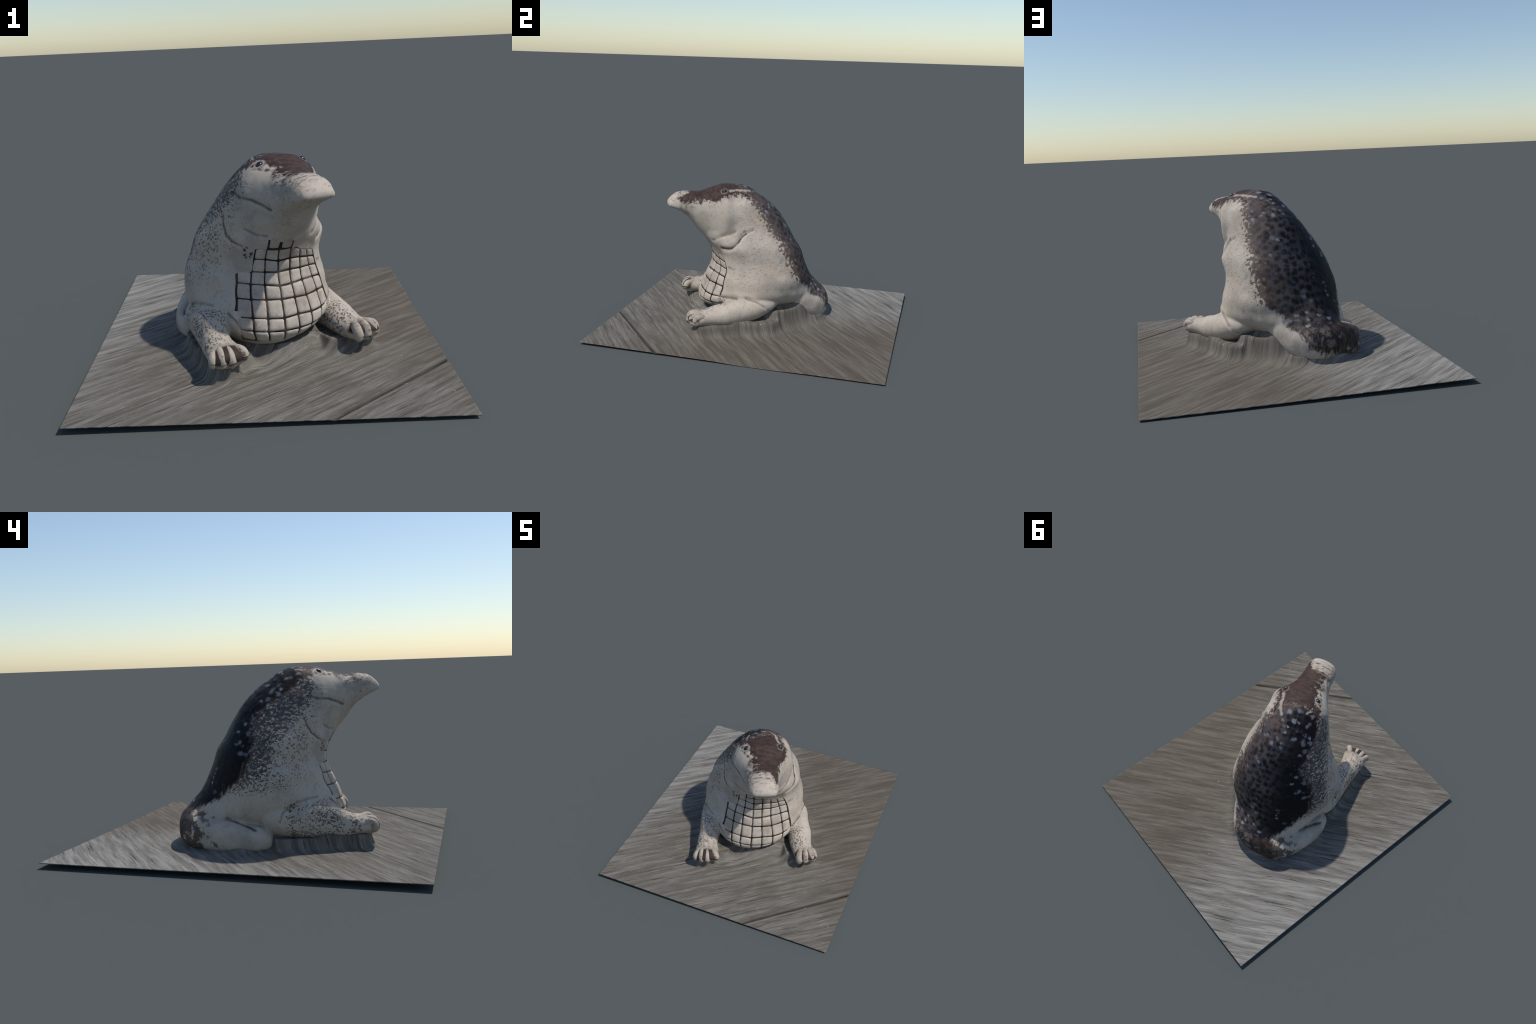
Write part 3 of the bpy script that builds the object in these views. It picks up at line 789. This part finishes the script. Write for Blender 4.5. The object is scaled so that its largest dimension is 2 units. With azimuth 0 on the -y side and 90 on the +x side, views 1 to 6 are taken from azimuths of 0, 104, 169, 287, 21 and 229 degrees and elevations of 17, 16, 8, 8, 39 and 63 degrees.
def build_board():
    nx, ny = 345, 400
    xs = np.linspace(-0.86, 0.86, nx); ys = np.linspace(-1, 1, ny)
    X, Y = np.meshgrid(xs, ys)
    c, s = math.cos(TURN), math.sin(TURN)
    Lc = X*c + Y*s; Fc = X*s - Y*c
    Z = board_top(X, Y)
    lift = np.zeros_like(Z)
    edge_wave = np.array([[mnoise.noise(Vector((x*18, y*18, 3.0))) for x in xs] for y in ys])
    for l0, f0, l1, f1, r, h, flare in GROUND_BLOBS:
        dx, dy = l1-l0, f1-f0
        t = np.clip(((Lc-l0)*dx + (Fc-f0)*dy)/(dx*dx+dy*dy+1e-9), 0, 1)
        d = np.hypot(Lc-l0-t*dx, Fc-f0-t*dy) - r + 0.006*edge_wave
        prof = np.where(d < 0, 1.0, np.exp(-np.maximum(d, 0)/flare))
        lift = lift**4 + (h*prof)**4
        lift = lift**0.25
    # grain: long low ridges and sharp cracks along the fibre
    gc, gs = math.cos(GRAIN), math.sin(GRAIN)
    A = X*gc + Y*gs; B = -X*gs + Y*gc
    bend = np.array([[mnoise.noise(Vector((a*1.3, b*1.6, 5.0))) for a, b in zip(ra, rb)] for ra, rb in zip(A, B)])
    B2 = B + 0.035*bend
    ridge = np.array([[mnoise.noise(Vector((a*2.2, b*42, 0.0))) + 0.5*mnoise.noise(Vector((a*5, b*95, 9.0))) for a, b in zip(ra, rb)] for ra, rb in zip(A, B2)])
    Z = Z + 0.0020*ridge*np.clip((0.86-np.abs(X))/0.02, 0.3, 1)
    (x0, y0), (x1, y1) = SEAM
    nl = math.hypot(x1-x0, y1-y0)
    ds = np.abs((X-x0)*(y1-y0) - (Y-y0)*(x1-x0))/nl
    Z = Z - 0.005*np.exp(-(ds/0.008)**2)
    Z = np.maximum(Z, 0.001) + lift
    V = [(X[j, i], Y[j, i], Z[j, i]) for j in range(ny) for i in range(nx)]
    T = 0.004
    Fcs = []
    for j in range(ny-1):
        for i in range(nx-1):
            a = j*nx+i
            Fcs.append((a, a+1, a+nx+1, a+nx))
    rim = ([i for i in range(nx)] + [j*nx+nx-1 for j in range(1, ny)]
           + [(ny-1)*nx+i for i in range(nx-2, -1, -1)] + [j*nx for j in range(ny-2, 0, -1)])
    lowid = {}
    zmin = min(V[r][2] for r in rim)
    for r in rim:
        lowid[r] = len(V)
        x, y, zz = V[r]
        V.append((x, y, max(0.0, zz-T)))
    for a, b in zip(rim, rim[1:]+rim[:1]):
        Fcs.append((b, a, lowid[a], lowid[b]))
    ctr = len(V)
    V.append((0.45, 0.40, 0.0))
    for a, b in zip(rim, rim[1:]+rim[:1]):
        Fcs.append((lowid[b], lowid[a], ctr))
    return V, Fcs

def wood_material():
    g = Graph('weathered_wood')
    gc, gs = math.cos(GRAIN), math.sin(GRAIN)
    a = g.x*gc + g.y*gs
    b = g.y*gc - g.x*gs
    bend = g.noise(1.5, 2.0)
    b = b + 0.05*(bend - 0.5)
    n = g.nt.nodes.new('ShaderNodeCombineXYZ')
    g.put(n.inputs[0], a); g.put(n.inputs[1], b); g.put(n.inputs[2], g.z*0.2)
    fib = Ex(g, n.outputs[0])
    coarse = g.noise(1.0, 4.0, 0.6, vec=g.scaled(2.2, 30, 10, vec=fib))
    finef = g.noise(1.0, 6.0, 0.70, vec=g.scaled(8, 150, 40, vec=fib))
    crack = g.noise(1.0, 5.0, 0.68, vec=g.scaled(3.4, 78, 24, loc=(3, 3, 3), vec=fib))
    cloud = g.noise(2.2, 3.0)
    # paler and greyer at the back left, brown at the back right
    pale = g.step(g.y*0.6 - g.x*0.9 + 0.8*(cloud - 0.5), 0.15, 1.0)
    brown = g.step(g.x*0.9 + g.y*0.55 + 0.6*(cloud - 0.5), 0.05, 0.65)
    col = g.mix(g.step(coarse, 0.35, 0.68), (0.108, 0.096, 0.080), (0.190, 0.174, 0.150))
    col = g.mix(pale*0.75, col, g.mix(g.step(coarse, 0.36, 0.66), (0.165, 0.157, 0.142), (0.300, 0.290, 0.268)))
    col = g.mix(brown*0.80, col, g.mix(g.step(coarse, 0.34, 0.70), (0.090, 0.072, 0.054), (0.150, 0.127, 0.100)))
    col = g.mix(g.step(finef, 0.54, 0.66)*0.45*(1.0 - 0.6*brown), col, (0.36, 0.345, 0.315))
    col = g.mix(g.step(finef, 0.47, 0.34)*0.60*(1.0 - 0.5*brown), col, (0.095, 0.082, 0.068))
    col = g.mix(g.step(crack, 0.415, 0.35)*0.80*(1.0 - 0.6*brown), col, (0.036, 0.031, 0.026))
    (x0, y0), (x1, y1) = SEAM
    nl = math.hypot(x1-x0, y1-y0)
    ds = g.math('ABSOLUTE', (g.x - x0)*((y1-y0)/nl) - (g.y - y0)*((x1-x0)/nl) + 0.02*(bend - 0.5))
    col = g.mix(g.step(ds, 0.018, 0.004)*0.88, col, (0.050, 0.042, 0.030))
    spark, rr = g.cells(26.0)
    col = g.mix(g.step(spark, 0.11, 0.07)*g.step(rr, 0.965, 0.975)*0.8, col, (0.62, 0.58, 0.52))
    bump = coarse*0.5 + finef*0.8 - g.step(crack, 0.425, 0.36)*0.7
    return g.finish(col, 0.82, bump, 0.42, 0.006)
V, Fc = build_board()
board = mesh_object('wooden_board', V, Fc, None, wood_material())
board["label"] = "weathered grey wooden board with diagonal grain"
board["category"] = "board"
